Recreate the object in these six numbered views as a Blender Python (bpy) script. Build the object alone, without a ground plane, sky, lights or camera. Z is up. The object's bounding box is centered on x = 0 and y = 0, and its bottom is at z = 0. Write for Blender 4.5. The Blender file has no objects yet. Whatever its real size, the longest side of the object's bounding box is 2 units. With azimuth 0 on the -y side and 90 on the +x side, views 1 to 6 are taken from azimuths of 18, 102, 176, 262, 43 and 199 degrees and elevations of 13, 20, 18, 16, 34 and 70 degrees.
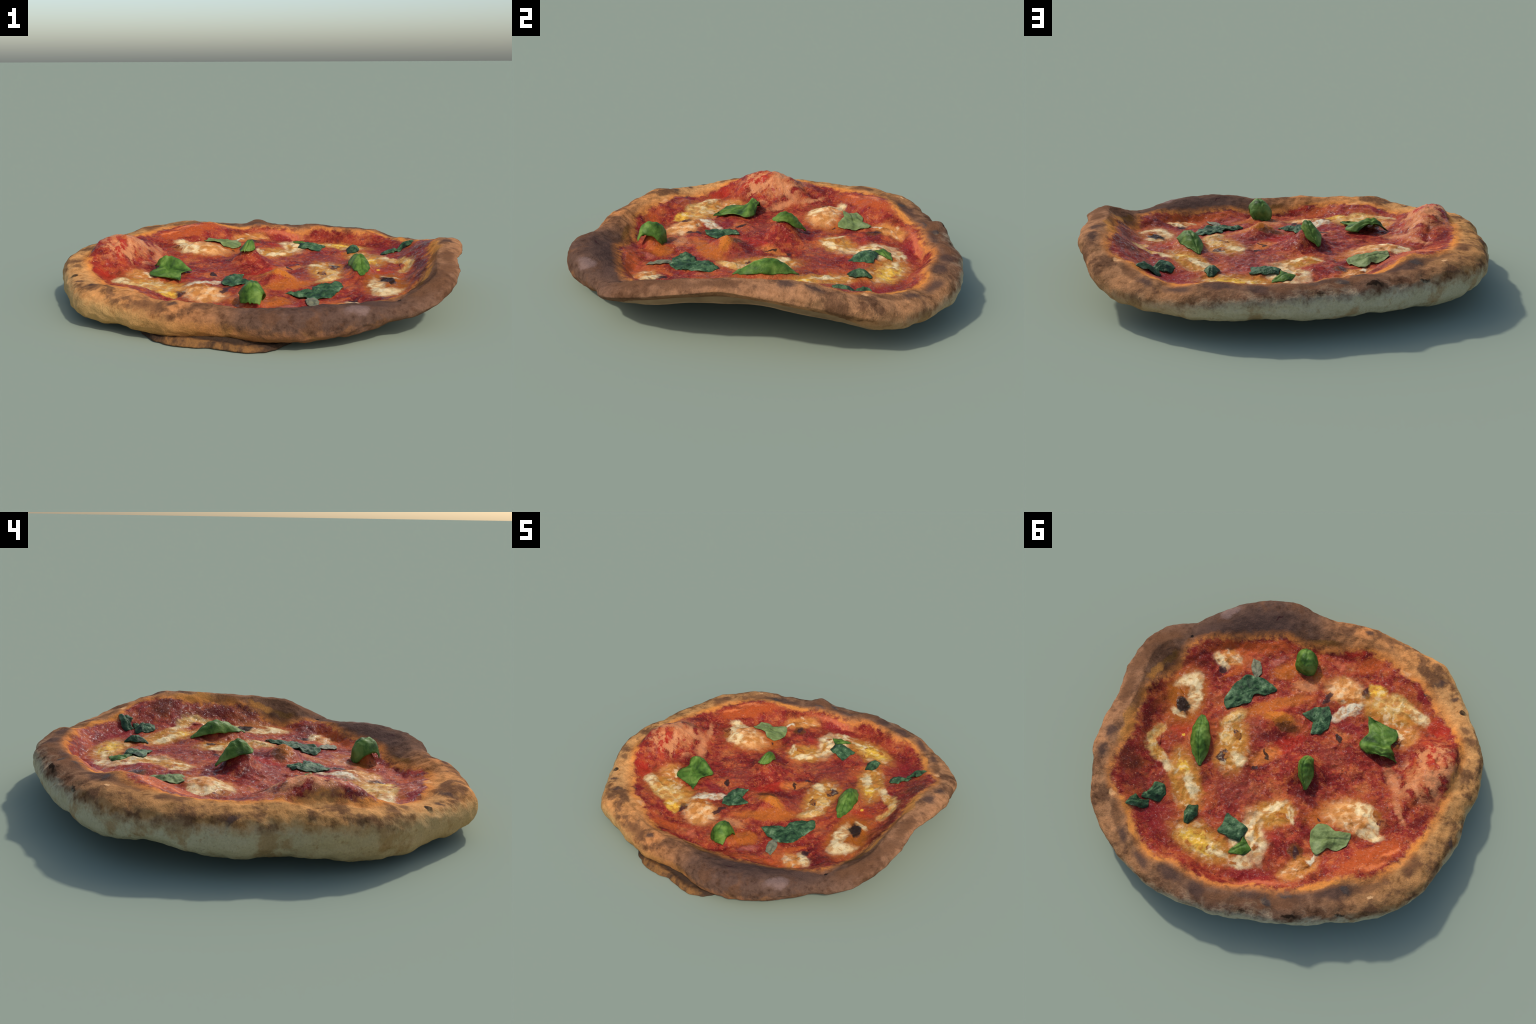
import bpy, math
import numpy as np
from mathutils import Vector

# ------------------------------------------------------------------ helpers
def fade(t):
    return t * t * t * (t * (t * 6 - 15) + 10)

_rng = np.random.RandomState(7)
_PERM = np.tile(_rng.permutation(256), 3)
_GRAD = _rng.normal(size=(256, 3))
_GRAD /= np.linalg.norm(_GRAD, axis=1)[:, None]


def perlin(x, y, z=0.0, scale=1.0, seed=0.0):
    """Gradient noise, about -0.7..0.7."""
    x = np.asarray(x, float) * scale + seed * 17.3
    y = np.asarray(y, float) * scale + seed * 7.7
    z = np.zeros_like(x) + np.asarray(z, float) * scale + seed * 3.1
    xi, yi, zi = (np.floor(v).astype(int) for v in (x, y, z))
    xf, yf, zf = x - xi, y - yi, z - zi
    u, v, w = fade(xf), fade(yf), fade(zf)
    out = 0.0
    for dx in (0, 1):
        for dy in (0, 1):
            for dz in (0, 1):
                h = _PERM[_PERM[_PERM[(xi + dx) & 255] + ((yi + dy) & 255)] + ((zi + dz) & 255)]
                g = _GRAD[h]
                d = g[..., 0] * (xf - dx) + g[..., 1] * (yf - dy) + g[..., 2] * (zf - dz)
                out = out + d * (u if dx else 1 - u) * (v if dy else 1 - v) * (w if dz else 1 - w)
    return out


def fbm(x, y, z=0.0, scale=1.0, octaves=4, seed=0.0):
    out, amp = 0.0, 1.0
    for o in range(octaves):
        out = out + amp * perlin(x, y, z, scale * 2.03 ** o, seed + o * 1.37)
        amp *= 0.5
    return out


def smooth(e0, e1, x):
    t = np.clip((x - e0) / (e1 - e0), 0, 1)
    return t * t * (3 - 2 * t)


def around(table, theta):
    """Periodic Catmull-Rom through evenly spaced control values."""
    q = np.asarray(table, float)
    n = len(q)
    f = (np.asarray(theta) / (2 * np.pi) * n) % n
    j = np.floor(f).astype(int)
    u = f - j
    a, b, c, d = (q[(j + k) % n] for k in (-1, 0, 1, 2))
    return 0.5 * (2 * b + (c - a) * u + (2 * a - 5 * b + 4 * c - d) * u ** 2 + (3 * b - a - 3 * c + d) * u ** 3)


def around_at(angles, values, theta):
    """Periodic smooth interpolation through unevenly spaced angles (degrees)."""
    a = np.radians(np.array(angles, float))
    v = np.array(values, float)
    fine = np.linspace(0, 2 * np.pi, 144, endpoint=False)
    lin = np.interp(fine, np.r_[a - 2 * np.pi, a, a + 2 * np.pi], np.r_[v, v, v])
    lin = 0.25 * np.roll(lin, 1) + 0.5 * lin + 0.25 * np.roll(lin, -1)
    return around(lin, theta)


# ------------------------------------------------------------------ the rim, by angle (every 9 degrees from +x)
RIM_OUTER = [.986, .993, 1.023, 1.036, 1.066, 1.055, 1.024, 1.007, .976, .940, .911, .884, .892, .889, .901, .941, .969, .98, .959, .978,
             .968, .997, 1.015, 1.014, 1.004, 1.018, 1.026, .974, .954, .928, .898, .901, .952, .976, .982, .981, .992, 1.046, 1.040, 1.012]
RIM_TOP = [.271, .279, .290, .262, .220, .200, .188, .21, .212, .218, .222, .221, .238, .223, .235, .247, .246, .24, .224, .234,
           .235, .231, .216, .203, .181, .173, .184, .175, .165, .164, .159, .154, .167, .17, .177, .168, .152, .179, .239, .249]
RIM_BOTTOM = [.158, .170, .156, .126, .096, .078, .075, .069, .072, .085, .074, .076, .081, .078, .075, .066, .081, .093, .064, .052,
              .054, .050, .032, .029, .035, .034, .030, .027, .014, .01, .014, .016, .029, .032, .04, .044, .072, .094, .124, .150]
RIM_HALF = [.103, .097, .095, .094, .095, .101, .113, .116, .118, .117, .112, .106, .098, .095, .093, .094, .1, .108, .113, .114,
            .112, .11, .100, .085, .072, .088, .105, .113, .109, .106, .102, .097, .09, .084, .084, .091, .103, .108, .085, .103]
# where the flat floor ends, and where sauce gives way to bare crust
FOOT = ([2, 9, 17, 23, 32, 43, 50, 59, 69, 80, 90, 97, 117, 127, 141, 158, 168, 179, 190, 202, 212, 222, 232, 243, 250, 263, 280, 292, 300, 315, 330, 342, 354],
        [.74, .72, .70, .70, .77, .80, .80, .80, .735, .75, .73, .66, .62, .57, .56, .63, .67, .70, .74, .77, .80, .79, .66, .60, .68, .70, .665, .60, .62, .75, .79, .82, .71])
# above 0 the inner slope bulges like a roll, below 0 it is a hollow ramp
SLOPE = [-.75, -.3, .1, .1, 0, 0, 0, .3, .0, .0, .4, .8, 1.0, .9, .7, .4, .3, .1, -.3, -.7, -.6, -.3, -.3, 0, 0, .2, -.3, -.8]
SAUCE = ([2, 12, 19, 24, 30, 34, 44, 56, 60, 67, 78, 85, 98, 105, 119, 127, 138, 151, 165, 178, 191, 198, 204, 213, 224, 230, 239, 250, 260, 269, 281, 292, 303, 314, 324, 330, 342, 354],
         [.83, .827, .864, .90, .93, .915, .88, .886, .87, .81, .79, .767, .715, .717, .70, .70, .747, .783, .79, .81, .83, .87, .88, .853, .829, .83, .785, .782, .752, .70, .68, .723, .736, .771, .835, .85, .81, .837])


def floor_height(x, y):
    z = .1426 - .0237 * x + .0471 * y + .0261 * x * x + .0113 * x * y - .0609 * y * y
    return z


# (x, y, height, half-width along, half-width across, turn in degrees, sharpness)
BUMPS = [
    (-.735, -.19, .095, .165, .105, 78, 3.0),    # broad blister under the tomato at the rim
    (-.71, -.17, .022, .08, .055, 75, 2.0),
    (-.68, -.01, .050, .12, .085, 85, 2.4),
    (-.66, -.30, .042, .07, .065, 0, 2.2),
    (-.50, .47, .027, .15, .12, 48, 2.4),
    (.34, -.32, -.010, .16, .12, 0, 2.0),
    (.38, .42, -.008, .14, .10, 0, 2.0),
    (-.45, -.24, -.010, .07, .06, 0, 2.0),
    (-.085, .035, .072, .095, .080, 20, 1.9),    # tent of sauce under the leaf in the middle
    (-.10, .05, .026, .055, .05, 0, 2.2),
    (-.05, .10, -.010, .34, .17, 0, 2.0),        # hollow round it
    (-.42, -.03, -.016, .13, .12, 0, 2.0),
    (.136, -.193, .059, .080, .065, 10, 1.9),    # orange peak
    (.49, .07, .046, .12, .055, 105, 2.4),       # ridge under the long leaf
    (.36, -.27, .002, .11, .07, 15, 2.0),
    (-.43, .21, .036, .125, .105, 20, 2.6),      # cheese dome on the left
    (.68, -.39, .023, .06, .055, 0, 2.2),        # red lump by the corner of the rim
    (-.47, -.56, .022, .16, .08, 128, 2.2),      # fold of sauce along the rim
    (-.44, -.25, .010, .08, .07, 0, 2.2),
    (.14, .49, .014, .10, .07, 20, 2.2),
    (.37, .47, .012, .06, .05, 0, 2.2),
    (.64, .40, .024, .13, .09, 60, 2.2),
    (.64, .19, .010, .14, .09, 80, 2.2),
    (-.14, .48, .018, .12, .10, 0, 2.2),
    (-.20, -.42, .018, .10, .08, 0, 2.2),
    (-.28, .56, .014, .10, .08, 0, 2.2),
    (.10, -.42, .008, .14, .10, 0, 2.2),
    (.122, -.568, .060, .046, .048, 0, 4.0),     # sauce swollen up inside the cupped leaf
    (-.34, .37, .014, .09, .07, 0, 2.4),
]


def gauss(x, y, b):
    bx, by, h, ra, rb, turn, sharp = b
    c, s = math.cos(math.radians(turn)), math.sin(math.radians(turn))
    u = ((x - bx) * c + (y - by) * s) / ra
    v = (-(x - bx) * s + (y - by) * c) / rb
    d = np.sqrt(u * u + v * v + 1e-9)
    return h * np.exp(-(d ** sharp) * 0.9)


def rim(theta):
    R, zt, zb, a = (around(t, theta) for t in (RIM_OUTER, RIM_TOP, RIM_BOTTOM, RIM_HALF))
    return R, zt, zb, a


def top_height(x, y, detail=True):
    """Height of the upper surface inside the crest of the rim."""
    r = np.hypot(x, y)
    th = np.arctan2(y, x)
    R, zt, zb, a = rim(th)
    Rc = R - a
    Rf = np.minimum(around_at(*FOOT, th), Rc - .035)
    t = np.clip((r - Rf) / (Rc - Rf), 0, 1)
    wide = smooth(.06, .22, Rc - Rf)
    k = around(SLOPE, th)
    roll = 1 - (1 - t) ** 2.3
    soft = smooth(0, 1, t) * .55 + (1 - (1 - t) ** 2) * .45
    ramp = t ** 1.35
    plain = roll * (1 - wide) + soft * wide
    w = plain + np.clip(k, 0, 1) * wide * (roll - plain) + np.clip(-k, 0, 1) * (ramp - plain)
    fl = floor_height(x, y)
    z = fl * (1 - w) + zt * w
    bump = sum(gauss(x, y, b) for b in BUMPS)
    z = z + bump * (1 - smooth(.55, 1.0, t) * .92)
    if detail:
        k = 1 - smooth(.75, 1, t)
        z = z + k * (fbm(x, y, 0, 6, 3, 1) * .010 + fbm(x, y, 0, 24, 3, 2) * .0045)
        z = z + k * (1 - .6 * w) * (.12 - np.abs(fbm(x, y, 0, 13, 2, 8))) * .016
        mound = np.exp(-(((x + .70) / .14) ** 2 + ((y + .16) / .19) ** 2) ** 2)
        z = z + mound * (fbm(x, y, z, 15, 3, 9) * .015 - np.abs(fbm(x, y, z, 34, 2, 10)) * .003)
        z = z + (1 - w) * (np.abs(fbm(x, y, 0, 45, 2, 5)) - .25) * .003
    return z


# ------------------------------------------------------------------ body surface
NT, N_IN, N_OUT, N_LOW = 660, 150, 44, 24
theta = np.arange(NT) * 2 * np.pi / NT
R, zt, zb, a = rim(theta)
Rc = R - a
zc, hb = (zt + zb) / 2, (zt - zb) / 2
turn = np.angle(np.exp(1j * (theta - math.radians(3))))
lifted = (1 - smooth(math.radians(22), math.radians(38), np.abs(turn))) * .95
lip = around_at([0, 12, 20, 28, 36, 60, 180, 300, 335, 338, 349], [.249, .236, .222, .186, .16, .15, .15, .12, .155, .165, .215], theta)
zm = zc + (lip - zc) * lifted       # height of the outermost edge
rings = []
for i in range(1, N_IN + 1):
    s = (i / N_IN) ** .92
    r = Rc * s
    x, y = r * np.cos(theta), r * np.sin(theta)
    rings.append(np.stack([x, y, top_height(x, y)], -1))
for i in range(1, N_OUT + 1):
    ph = math.pi / 2 - math.pi * i / N_OUT
    c, s = math.cos(ph), math.sin(ph)
    c = abs(c) ** .85
    s = math.copysign(abs(s) ** .85, s)
    if s < 0:                       # the lifted side thins to a sharp lip, cut flat below
        c = c + (np.maximum(1 + 1.08 * s, 0) - c) * lifted
    r = Rc + a * c
    rings.append(np.stack([r * np.cos(theta), r * np.sin(theta), zm + ((zt - zm) if s > 0 else (zm - zb)) * s], -1))
for i in range(1, N_LOW):
    s = 1 - i / N_LOW
    r = Rc * s
    x, y = r * np.cos(theta), r * np.sin(theta)
    z = .06 + (zb - .06) * s ** 3.3
    z = np.minimum(z, top_height(x, y, False) - .02)
    rings.append(np.stack([x, y, z], -1))
P = np.array(rings)
n_top = N_IN
# knobs and wrinkles of the baked crust: push along the section's own direction
zone = np.zeros(len(P))
zone[:N_IN] = smooth(.80, 1.0, np.arange(N_IN) / N_IN)
zone[N_IN:N_IN + N_OUT] = 1
zone[N_IN + N_OUT:] = np.linspace(1, .3, N_LOW - 1)
zone = zone[:, None] * (1 - .85 * lifted[None] * (np.arange(len(P)) > N_IN + N_OUT // 2)[:, None])
dv = np.zeros_like(P)
cen = np.stack([(Rc - .02) * np.cos(theta), (Rc - .02) * np.sin(theta), zc], -1)
dv = P - cen[None]
dv /= np.linalg.norm(dv, axis=-1, keepdims=True)
X, Y, Z = P[..., 0], P[..., 1], P[..., 2]
lump = fbm(X, Y, Z, 6.5, 3, 11) * .017 + fbm(X, Y, Z, 34, 3, 12) * .003
wrk = (.12 - np.abs(perlin(X, Y, Z * 2, 13, 14))) * .009
KNOBS = [(-.289, .80, .235, .020, .05), (-.20, .83, .22, -.012, .035), (.775, -.486, .156, -.014, .05), (.05, .86, .21, .010, .06), (-.82, .30, .2, .012, .10)]
for kx, ky, kz, h, w in KNOBS:
    lump = lump + h * np.exp(-((X - kx) ** 2 + (Y - ky) ** 2 + (Z - kz) ** 2) / w ** 2)
P = P + dv * ((lump + wrk) * zone)[..., None]

# ------------------------------------------------------------------ split into parts sharing one set of normals
nr = len(P)
verts = np.concatenate([[[0, 0, float(top_height(np.array([1e-4]), np.array([0.0]))[0])]], P.reshape(-1, 3), [[0, 0, .06]]])
last = len(verts) - 1
vid = lambda i, j: 1 + i * NT + (j % NT)
jj = np.arange(NT)
quads = []
for i in range(nr - 1):
    quads.append(np.stack([1 + i * NT + jj, 1 + (i + 1) * NT + jj, 1 + (i + 1) * NT + (jj + 1) % NT, 1 + i * NT + (jj + 1) % NT], -1))
quads = np.array(quads)                     # ring, angle, 4
fan_top = np.stack([np.zeros(NT, int), 1 + jj, 1 + (jj + 1) % NT], -1)
fan_low = np.stack([np.full(NT, last), 1 + (nr - 1) * NT + (jj + 1) % NT, 1 + (nr - 1) * NT + jj], -1)
# vertex normals of the whole body
nrm = np.zeros_like(verts)
A, B, C, D = (verts[quads[..., k]] for k in range(4))
fn = np.cross(C - A, D - B)
for k in range(4):
    np.add.at(nrm, quads[..., k].ravel(), fn.reshape(-1, 3))
for tri in (fan_top, fan_low):
    f = np.cross(verts[tri[:, 1]] - verts[tri[:, 0]], verts[tri[:, 2]] - verts[tri[:, 0]])
    for k in range(3):
        np.add.at(nrm, tri[:, k], f)
nrm /= np.linalg.norm(nrm, axis=1, keepdims=True) + 1e-12

root = bpy.data.objects.new("pizza", None)
bpy.context.scene.collection.objects.link(root)
root["label"] = "round baked pizza with tomato sauce, melted cheese and basil"
root["category"] = "pizza"


def add_mesh(name, v, faces, mat, normals=None, parent=None):
    me = bpy.data.meshes.new(name)
    me.from_pydata([tuple(p) for p in v], [], faces)
    me.polygons.foreach_set("use_smooth", [True] * len(me.polygons))
    if normals is not None:
        me.normals_split_custom_set_from_vertices([tuple(n) for n in normals])
    if mat:
        me.materials.append(mat)
    me.update()
    ob = bpy.data.objects.new(name, me)
    bpy.context.scene.collection.objects.link(ob)
    ob.parent = parent or root
    return ob


def region(name, faces, mat):
    used = np.unique(np.concatenate([np.array(f).ravel() for f in faces]))
    remap = np.full(len(verts), -1)
    remap[used] = np.arange(len(used))
    fl = []
    for f in faces:
        fl += remap[np.array(f)].tolist()
    return add_mesh(name, verts[used], fl, mat, nrm[used])


mid = P[:-1, :, :]
r_ring = np.hypot(mid[..., 0], mid[..., 1])
edge = around_at(*SAUCE, theta) + fbm(np.cos(theta) * .8, np.sin(theta) * .8, 0, 10, 3, 21) * .02
ring_no = np.arange(nr - 1)[:, None] + np.zeros((1, NT), int)
is_top = ring_no < N_IN
is_sauce = is_top & (r_ring < edge[None])
is_base = ring_no >= N_IN + N_OUT - 5 - np.round(lifted[None] * (N_OUT // 2 - 7))
is_crust = ~is_sauce & ~is_base

# ------------------------------------------------------------------ flared foot of dough under the front edge
def build_foot(mat):
    pts = [(-.36, -.76), (-.31, -.82), (-.23, -.885), (-.15, -.922), (-.08, -.934), (.06, -.915), (.12, -.922), (.18, -.928), (.23, -.925), (.29, -.895), (.335, -.82), (.36, -.74)]
    pts = np.array(pts)
    d = np.r_[0, np.cumsum(np.hypot(*np.diff(pts, axis=0).T))]
    n, m = 160, 18
    t = np.linspace(0, d[-1], n)
    ox, oy = np.interp(t, d, pts[:, 0]), np.interp(t, d, pts[:, 1])
    for _ in range(3):
        ox[1:-1] = (ox[:-2] + 2 * ox[1:-1] + ox[2:]) / 4
        oy[1:-1] = (oy[:-2] + 2 * oy[1:-1] + oy[2:]) / 4
    u = t / d[-1]
    ix, iy = -.31 + .62 * u, np.full(n, -.79) - .03 * np.sin(math.pi * u)
    ox = ox + .012 * perlin(ox, oy, 0, 18, 33)
    oy = oy + .010 * perlin(ox, oy, 0, 24, 34)
    edge_h = .010 + .007 * perlin(ox, oy, 0, 20, 31)
    V = []
    for k in range(m + 1):              # top sheet from under the rim out to the lip
        s = k / m
        x, y = ix + (ox - ix) * s, iy + (oy - iy) * s
        z = .036 * (1 - s ** 2.6) * np.sin(math.pi * np.clip(u, .04, .96)) ** .5 + edge_h * s ** .5 + .004 * np.sin(s * 17 + 3 * perlin(x, y, 0, 9, 36)) + .006 * np.abs(perlin(x * .5, y * 2.2, 0, 24, 32))
        V.append(np.stack([x, y, z], -1))
    V.append(np.stack([ox * 1.0, oy * 1.003, edge_h * .4], -1))
    for k in range(m, -1, -3):          # underside
        s = k / m
        V.append(np.stack([ix + (ox - ix) * s * .99, iy + (oy - iy) * s * .99, np.full(n, .004 * (1 - s))], -1))
    V = np.array(V)
    K = len(V)
    f = [(i * n + j, (i + 1) * n + j, (i + 1) * n + j + 1, i * n + j + 1) for i in range(K - 1) for j in range(n - 1)]
    f += [((K - 1) * n + j, j, j + 1, (K - 1) * n + j + 1) for j in range(n - 1)]
    f.append([i * n for i in range(K)])
    f.append([i * n + n - 1 for i in range(K)][::-1])
    v = V.reshape(-1, 3)
    v[:, 2] = np.maximum(v[:, 2], 0)
    v[:, 2] -= v[:, 2].min()
    return add_mesh("dough_foot", v, f, mat)



# ------------------------------------------------------------------ colours
def srgb(r, g, b):
    f = lambda c: (c / 255) / 12.92 if c <= 10 else ((c / 255 + .055) / 1.055) ** 2.4
    return (f(r), f(g), f(b), 1)


COL = {
    # sauce and oil
    "emberorange": (182, 82, 38), "rust": (190, 88, 40), "maroon": (104, 30, 28), "pinkred": (186, 104, 84), "orangeoil": (180, 96, 36),
    "peach": (208, 136, 88), "amber": (192, 110, 38), "umber": (104, 58, 30), "tomato": (168, 46, 32), "peachoil": (206, 116, 54),
    "haze": (140, 62, 48), "umberred": (108, 46, 32), "crimson": (134, 36, 38), "red": (150, 46, 40), "flame": (234, 128, 72),
    "pinkorange": (200, 104, 70), "tanred": (196, 118, 72), "brightred": (182, 52, 36),
    # cheese
    "cream": (230, 203, 148), "butter": (214, 170, 98), "caramel": (160, 88, 30), "gold": (194, 136, 58), "yellow": (222, 172, 62),
    "tan": (206, 138, 76), "peachcream": (220, 160, 98), "white": (230, 216, 180), "charred": (88, 38, 26), "char": (66, 40, 38), "black": (34, 30, 28),
    # crust
    "darkcrust": (88, 66, 56), "browncrust": (112, 76, 52), "greyhighlight": (136, 110, 100), "olive": (116, 80, 36), "goldcrust": (208, 140, 68),
    "slate": (76, 70, 66), "burnt": (58, 40, 28), "palecrust": (226, 174, 120),
}
SAUCE_POOLS = [
    ("emberorange", 0.462, -0.551, 0.247, 0.042, -157),
    ("rust", 0.482, -0.378, 0.075, 0.021, -125),
    ("maroon", 0.664, -0.384, 0.090, 0.048, -133),
    ("pinkred", 0.274, -0.533, 0.064, 0.028, -130),
    ("orangeoil", 0.216, -0.480, 0.088, 0.057, -147),
    ("peach", 0.067, -0.437, 0.076, 0.038, -163),
    ("orangeoil", 0.198, -0.260, 0.214, 0.044, -143),
    ("amber", 0.141, -0.188, 0.086, 0.042, -178),
    ("umber", 0.091, -0.153, 0.062, 0.022, -171),
    ("maroon", 0.128, -0.082, 0.108, 0.039, -166),
    ("tomato", 0.048, -0.059, 0.125, 0.046, -128),
    ("peachoil", 0.125, 0.036, 0.096, 0.047, -133),
    ("haze", 0.251, -0.099, 0.078, 0.041, 143),
    ("tomato", 0.609, 0.055, 0.054, 0.050, 163),
    ("maroon", 0.783, 0.092, 0.141, 0.028, 107),
    ("umberred", 0.769, 0.344, 0.080, 0.058, 140),
    ("haze", 0.655, 0.430, 0.061, 0.033, 147),
    ("crimson", 0.503, 0.557, 0.133, 0.086, 164),
    ("crimson", -0.029, 0.668, 0.165, 0.038, -165),
    ("haze", 0.199, 0.276, 0.173, 0.089, -177),
    ("red", -0.043, 0.427, 0.086, 0.039, 148),
    ("haze", 0.273, 0.184, 0.109, 0.042, -173),
    ("orangeoil", -0.330, 0.204, 0.176, 0.083, -145),
    ("peach", -0.559, -0.052, 0.113, 0.035, 126),
    ("peach", -0.630, 0.092, 0.102, 0.017, 127),
    ("emberorange", -0.575, 0.381, 0.197, 0.059, -133),
    ("flame", -0.590, 0.428, 0.117, 0.016, -148),
    ("flame", -0.653, 0.336, 0.095, 0.013, -133),
    ("pinkorange", -0.107, 0.693, 0.187, 0.018, -163),
    ("maroon", -0.138, 0.168, 0.087, 0.031, -172),
    ("maroon", -0.741, 0.116, 0.073, 0.029, -122),
    ("tanred", -0.698, -0.070, 0.125, 0.060, 135),
    ("tomato", -0.704, -0.246, 0.098, 0.034, 132),
    ("tanred", -0.754, -0.182, 0.062, 0.029, 133),
    ("umberred", -0.726, 0.002, 0.060, 0.025, -141),
    ("peach", -0.705, -0.086, 0.039, 0.013, 130),
    ("peach", -0.756, -0.153, 0.042, 0.016, 138),
    ("peach", -0.667, -0.177, 0.061, 0.016, 121),
    ("brightred", -0.690, -0.202, 0.042, 0.015, 126),
    ("tomato", -0.738, -0.125, 0.028, 0.012, 130),
    ("peach", -0.658, -0.122, 0.042, 0.011, 121),
    ("umberred", -0.746, -0.048, 0.023, 0.013, 155),
    ("peach", -0.776, -0.246, 0.032, 0.016, 144),
    ("haze", -0.191, -0.089, 0.100, 0.065, 157),
    ("emberorange", -0.218, -0.695, 0.091, 0.045, -142),
    ("pinkorange", -0.056, -0.632, 0.056, 0.031, 139),
    ("tomato", -0.086, -0.750, 0.075, 0.034, 167),
    ("crimson", -0.550, -0.596, 0.058, 0.034, 153),
    ("tomato", -0.658, -0.444, 0.093, 0.047, 158),
    ("orangeoil", 0.086, -0.546, 0.095, 0.036, 165),
    ("brightred", -0.118, -0.540, 0.083, 0.029, -161),
    ("umberred", -0.076, -0.409, 0.074, 0.030, -118),
    ("crimson", -0.230, -0.280, 0.064, 0.037, -180),
    ("maroon", -0.191, 0.198, 0.048, 0.027, 165),
]
FLECKS = [
    ("black", -0.196, -0.199, 0.034, 0.015, 126),
    ("black", 0.125, 0.028, 0.032, 0.011, 128),
    ("char", 0.155, 0.113, 0.013, 0.013, -158),
    ("char", -0.259, 0.270, 0.010, 0.007, 152),
    ("yellow", 0.588, 0.086, 0.012, 0.009, -160),
    ("char", -0.060, -0.412, 0.043, 0.012, -110),
    ("char", -0.569, -0.624, 0.021, 0.014, 178),
    ("white", 0.398, -0.262, 0.010, 0.006, 153),
]
CRUST_STAINS = [
    ("darkcrust", 0.656, -0.566, 0.162, 0.066, -141),
    ("darkcrust", 0.407, -0.700, 0.204, 0.091, -158),
    ("greyhighlight", 0.632, -0.695, 0.066, 0.028, -127),  # grey highlight painted onto the dark crust
    ("darkcrust", 0.534, -0.580, 0.113, 0.023, -161),
    ("browncrust", 0.884, -0.402, 0.123, 0.057, -121),
    ("browncrust", 0.938, -0.219, 0.109, 0.043, 81),
    ("browncrust", 0.937, -0.015, 0.109, 0.034, 96),
    ("darkcrust", 0.909, 0.255, 0.051, 0.044, 76),
    ("darkcrust", 0.909, 0.363, 0.043, 0.030, 86),
    ("olive", 0.831, -0.070, 0.090, 0.034, -110),
    ("olive", 0.828, -0.303, 0.063, 0.022, -107),
    ("goldcrust", 0.850, 0.175, 0.119, 0.032, 99),
    ("goldcrust", 0.859, -0.181, 0.072, 0.020, 77),
    ("browncrust", 0.717, 0.625, 0.074, 0.031, 129),
    ("darkcrust", 0.638, 0.725, 0.066, 0.031, 125),
    ("darkcrust", 0.497, 0.804, 0.083, 0.034, 147),
    ("darkcrust", 0.339, 0.818, 0.080, 0.034, 173),
    ("darkcrust", 0.184, 0.847, 0.090, 0.044, 162),
    ("browncrust", 0.033, 0.839, 0.125, 0.037, -167),
    ("darkcrust", -0.103, 0.766, 0.094, 0.031, -168),
    ("darkcrust", -0.282, 0.718, 0.080, 0.038, -157),
    ("browncrust", -0.201, 0.764, 0.160, 0.050, -160),
    ("slate", -0.241, 0.714, 0.038, 0.027, -173),
    ("slate", -0.169, 0.775, 0.032, 0.018, 147),
    ("slate", -0.236, 0.716, 0.046, 0.026, -179),
    ("darkcrust", -0.472, 0.612, 0.154, 0.047, -153),
    ("slate", -0.505, 0.594, 0.041, 0.018, 174),
    ("browncrust", -0.607, 0.536, 0.104, 0.037, -144),
    ("browncrust", -0.776, 0.351, 0.086, 0.040, -114),
    ("burnt", -0.070, 0.882, 0.025, 0.021, -173),
    ("burnt", -0.293, 0.805, 0.043, 0.009, -157),
    ("burnt", -0.523, 0.716, 0.030, 0.007, -160),
    ("darkcrust", -0.611, -0.697, 0.042, 0.022, -137),
    ("darkcrust", -0.711, -0.629, 0.029, 0.015, -143),
    ("black", -0.780, -0.573, 0.022, 0.015, 143),
    ("darkcrust", -0.153, -0.852, 0.036, 0.024, -171),
    ("browncrust", -0.261, -0.873, 0.095, 0.032, 170),
    ("browncrust", -0.816, -0.466, 0.035, 0.022, 139),
    ("browncrust", -0.540, -0.724, 0.069, 0.027, 161),
    ("palecrust", -0.413, -0.691, 0.035, 0.016, 162),
    ("palecrust", -0.637, 0.587, 0.017, 0.011, -159),
    ("palecrust", 0.775, 0.538, 0.031, 0.019, 167),
    ("goldcrust", -0.788, -0.386, 0.084, 0.028, 130),
    ("goldcrust", -0.776, 0.223, 0.083, 0.019, -109),
    ("goldcrust", -0.374, 0.610, 0.111, 0.017, -152),
    ("goldcrust", 0.467, 0.750, 0.083, 0.019, 153),
    ("goldcrust", 0.650, 0.623, 0.132, 0.016, 131),
    ("olive", 0.063, -0.727, 0.101, 0.020, -173),
    ("olive", -0.181, -0.752, 0.073, 0.022, 179),
    ("black", 0.773, -0.486, 0.015, 0.012, -121),
    ("char", 0.355, -0.759, 0.030, 0.008, -139),
    ("darkcrust", -0.932, 0.158, 0.040, 0.013, 126),
]
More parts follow.
